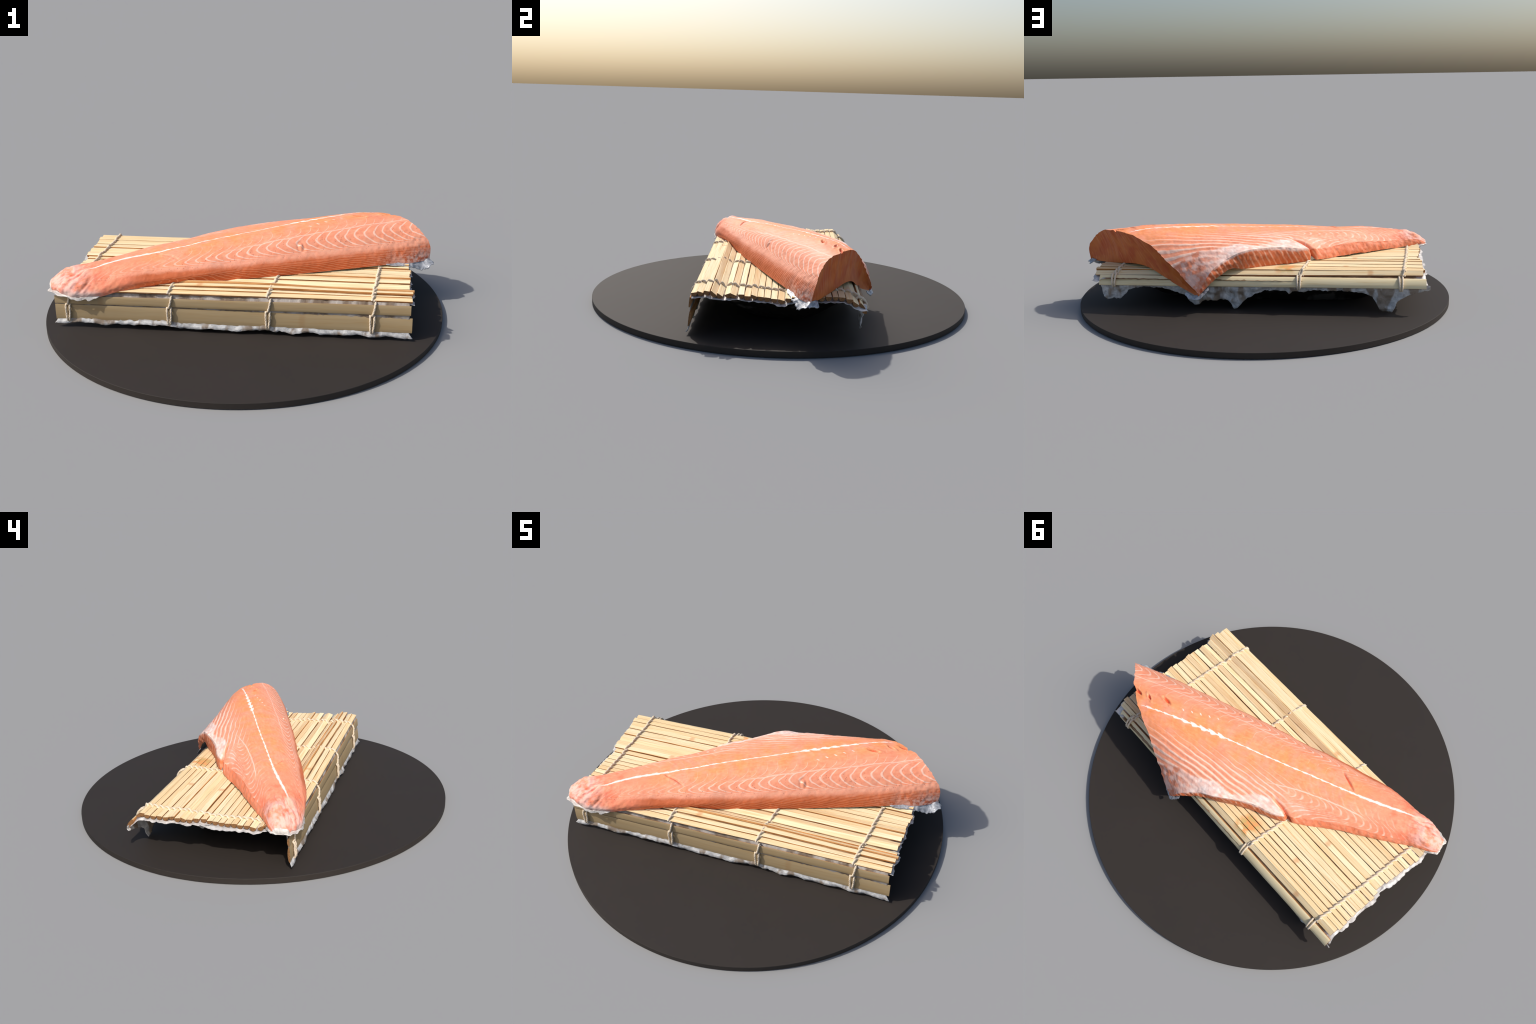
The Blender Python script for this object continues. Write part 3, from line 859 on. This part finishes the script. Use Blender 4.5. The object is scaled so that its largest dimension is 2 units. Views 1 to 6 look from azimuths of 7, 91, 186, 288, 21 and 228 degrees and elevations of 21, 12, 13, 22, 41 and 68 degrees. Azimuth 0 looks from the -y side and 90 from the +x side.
# ------------------------------------------------------------------ salmon fillet
fish = empty("salmon_fillet", (0, 0, BASEZ), ANG)
fish["label"] = "raw salmon fillet, orange with white fat lines"
fish["category"] = "fish fillet"

NX, NT, NW, NBm = 560, 190, 18, 46
G = build_fillet_grid(NX, NT, NW, NBm)
NL = G.shape[1]
# surface normals of the plain loft
du = np.gradient(G, axis=0)
dv = np.roll(G, -1, axis=1) - np.roll(G, 1, axis=1)
N = np.cross(du, dv); N /= np.linalg.norm(N, axis=2)[..., None] + 1e-12
if N[NX//2, NT//2, 2] < 0:
    N = -N
# ragged rim at the cut: shift the last rows along x
Yg = G[-1, :, 1]
jit = .010*np.exp(-((Yg + .105)/.018)**2) + .004*noise3(Yg*45, 0, 0, 71) + .003*noise3(Yg*120, 0, 0, 72)
jit *= (np.arange(NL) < NT + NW)
endw = smooth(.93, 1.0, np.linspace(0, 1, NX))
G[:, :, 0] += endw[:, None]*jit[None, :]
H = relief(G[..., 0], G[..., 1], G[..., 2], None)
vis = np.ones(NL)
vis[NT + NW:] = .15
vis[:6] = np.linspace(.3, 1, 6)
G2 = G + N*(H*vis[None, :])[..., None]
# wall of the belly flap: coarse grain
wallmask = np.zeros(NL); wallmask[NT:NT+NW] = 1
G2 += N*((.0025*fbm(G[...,0]*45, G[...,1]*45, G[...,2]*45, 81, 2))*wallmask[None, :])[..., None]
G2[:, :, 2] -= BASEZ

# flesh: top and wall
ns = NT + NW
Vf = G2[:, :ns].reshape(-1, 3)
flesh = mesh_obj("flesh", G2[:, :NT].reshape(-1, 3), grid_faces(NX, NT), M_FLESH, fish)
wall = mesh_obj("belly_edge", G2[:, NT-1:ns].reshape(-1, 3), grid_faces(NX, ns - NT + 1), M_EDGE, fish)
# skin: underside, sharing its borders with the flesh
idx = list(range(ns - 1, NL)) + [0]
Vs = G2[:, idx].reshape(-1, 3)
skin = mesh_obj("skin", Vs, grid_faces(NX, len(idx)), M_SKIN, fish)
# end faces: strips between the upper and lower outline of the end section
def end_face(name, ring, mat, bulge):
    top = ring[:ns]
    bot = np.vstack([ring[0:1], ring[ns:][::-1], ring[ns-1:ns]])
    m = 120
    def res(c, s):
        L = np.r_[0, np.cumsum(np.linalg.norm(np.diff(c, axis=0), axis=1))]; L /= L[-1]
        return np.stack([np.interp(s, L, c[:, i]) for i in range(3)], 1)
    s = np.linspace(0, 1, m)
    # keep the exact rim vertices on top so that the borders coincide
    T = top; sT = np.r_[0, np.cumsum(np.linalg.norm(np.diff(top, axis=0), axis=1))]; sT /= sT[-1]
    B = res(bot, sT)
    k = 26
    Pg = np.zeros((len(T), k, 3))
    for j in range(k):
        g = j/(k - 1)
        Pg[:, j] = T + (B - T)*g
        bl = math.sin(math.pi*g)
        Pg[:, j, 0] += bulge*bl + (.0018*fbm(Pg[:, j, 1]*40, Pg[:, j, 2]*12, 0, 91, 2))*bl
    return mesh_obj(name, Pg.reshape(-1, 3), grid_faces(len(T), k), mat, fish)
cut = end_face("cut_face", G2[-1], M_CUT, -.009)
stump = end_face("tail_end", G2[0], M_TAILSKIN, -.006)
fix_normals(wall); fix_normals(flesh); fix_normals(skin); fix_normals(cut); fix_normals(stump)
# make the flesh face outward
def flip_if(o, ref):
    me = o.data
    p = me.polygons[len(me.polygons)//2]
    if p.normal.dot(Vector(ref)) < 0:
        me.flip_normals()
flip_if(flesh, (0, 0, 1)); flip_if(wall, (0, 1, 0)); flip_if(skin, (0, 0, -1)); flip_if(cut, (1, .5, 0)); flip_if(stump, (-1, 0, 0))

# fringe of skin around the tail
def loc3(x, y, z):
    return (x*CA + y*SA, -x*SA + y*CA, z - BASEZ)

def fringe(name, inner, outer, mat, seed, thick=.004, n=90, m=8, amp=.003, jag=.006, f=70):
    t = np.linspace(0, 1, n)
    a = hermite(np.linspace(0, 1, len(inner)), np.array(inner), t)
    o = hermite(np.linspace(0, 1, len(outer)), np.array(outer), t)
    P = np.zeros((n, m, 3))
    d = o - a
    ln = np.linalg.norm(d, axis=1)[:, None] + 1e-9
    o = o + d/ln*(jag*noise3(t*n*.22, 0, 0, seed) + .5*jag*noise3(t*n*.6, 2, 0, seed))[:, None]
    for j in range(m):
        P[:, j] = a + (o - a)*(j/(m - 1))
    return sheet(name, P, mat, fish, thick, None, amp, f, seed)

tail_in = [(-.72,-.082,.212),(-.80,-.066,.196),(-.88,-.036,.200),(-.94,.024,.218),(-.945,.070,.228),(-.925,.098,.232),(-.885,.108,.236),(-.86,.112,.236)]
tail_out = [(-.73,-.082,.204),(-.81,-.070,.180),(-.89,-.036,.192),(-.966,.022,.216),(-.956,.066,.216),(-.950,.114,.226),(-.900,.120,.216),(-.86,.120,.224)]
off = lambda L: [(x, y, z - BASEZ) for x, y, z in L]
fringe("tail_fringe", off(tail_in), off(tail_out), M_TAILSKIN, 5, .003, amp=.0025, jag=.006)
# silvery skin flap under the head end of the dorsal side
head_in = off([(.66,-.268,.230),(.76,-.272,.231),(.85,-.274,.231),(.898,-.274,.234),(.880,-.240,.229)])
head_out = off([(.672,-.283,.226),(.765,-.308,.214),(.845,-.318,.188),(.914,-.314,.212),(.912,-.246,.212)])
fringe("skin_flap", head_in, head_out, M_SKIN, 8, .003, n=80, m=12, amp=.0035, jag=.007, f=55)
# skin tag at the tip of the belly flap
tip_in = off([(.40,.302,.160),(.44,.305,.130),(.468,.285,.122),(.50,.250,.135)])
tip_out = off([(.40,.312,.150),(.442,.322,.116),(.482,.292,.104),(.51,.250,.122)])
fringe("skin_tag", tip_in, tip_out, M_SKIN, 11, .003, n=40, m=6, amp=.003, jag=.005)

bpy.context.view_layer.update()
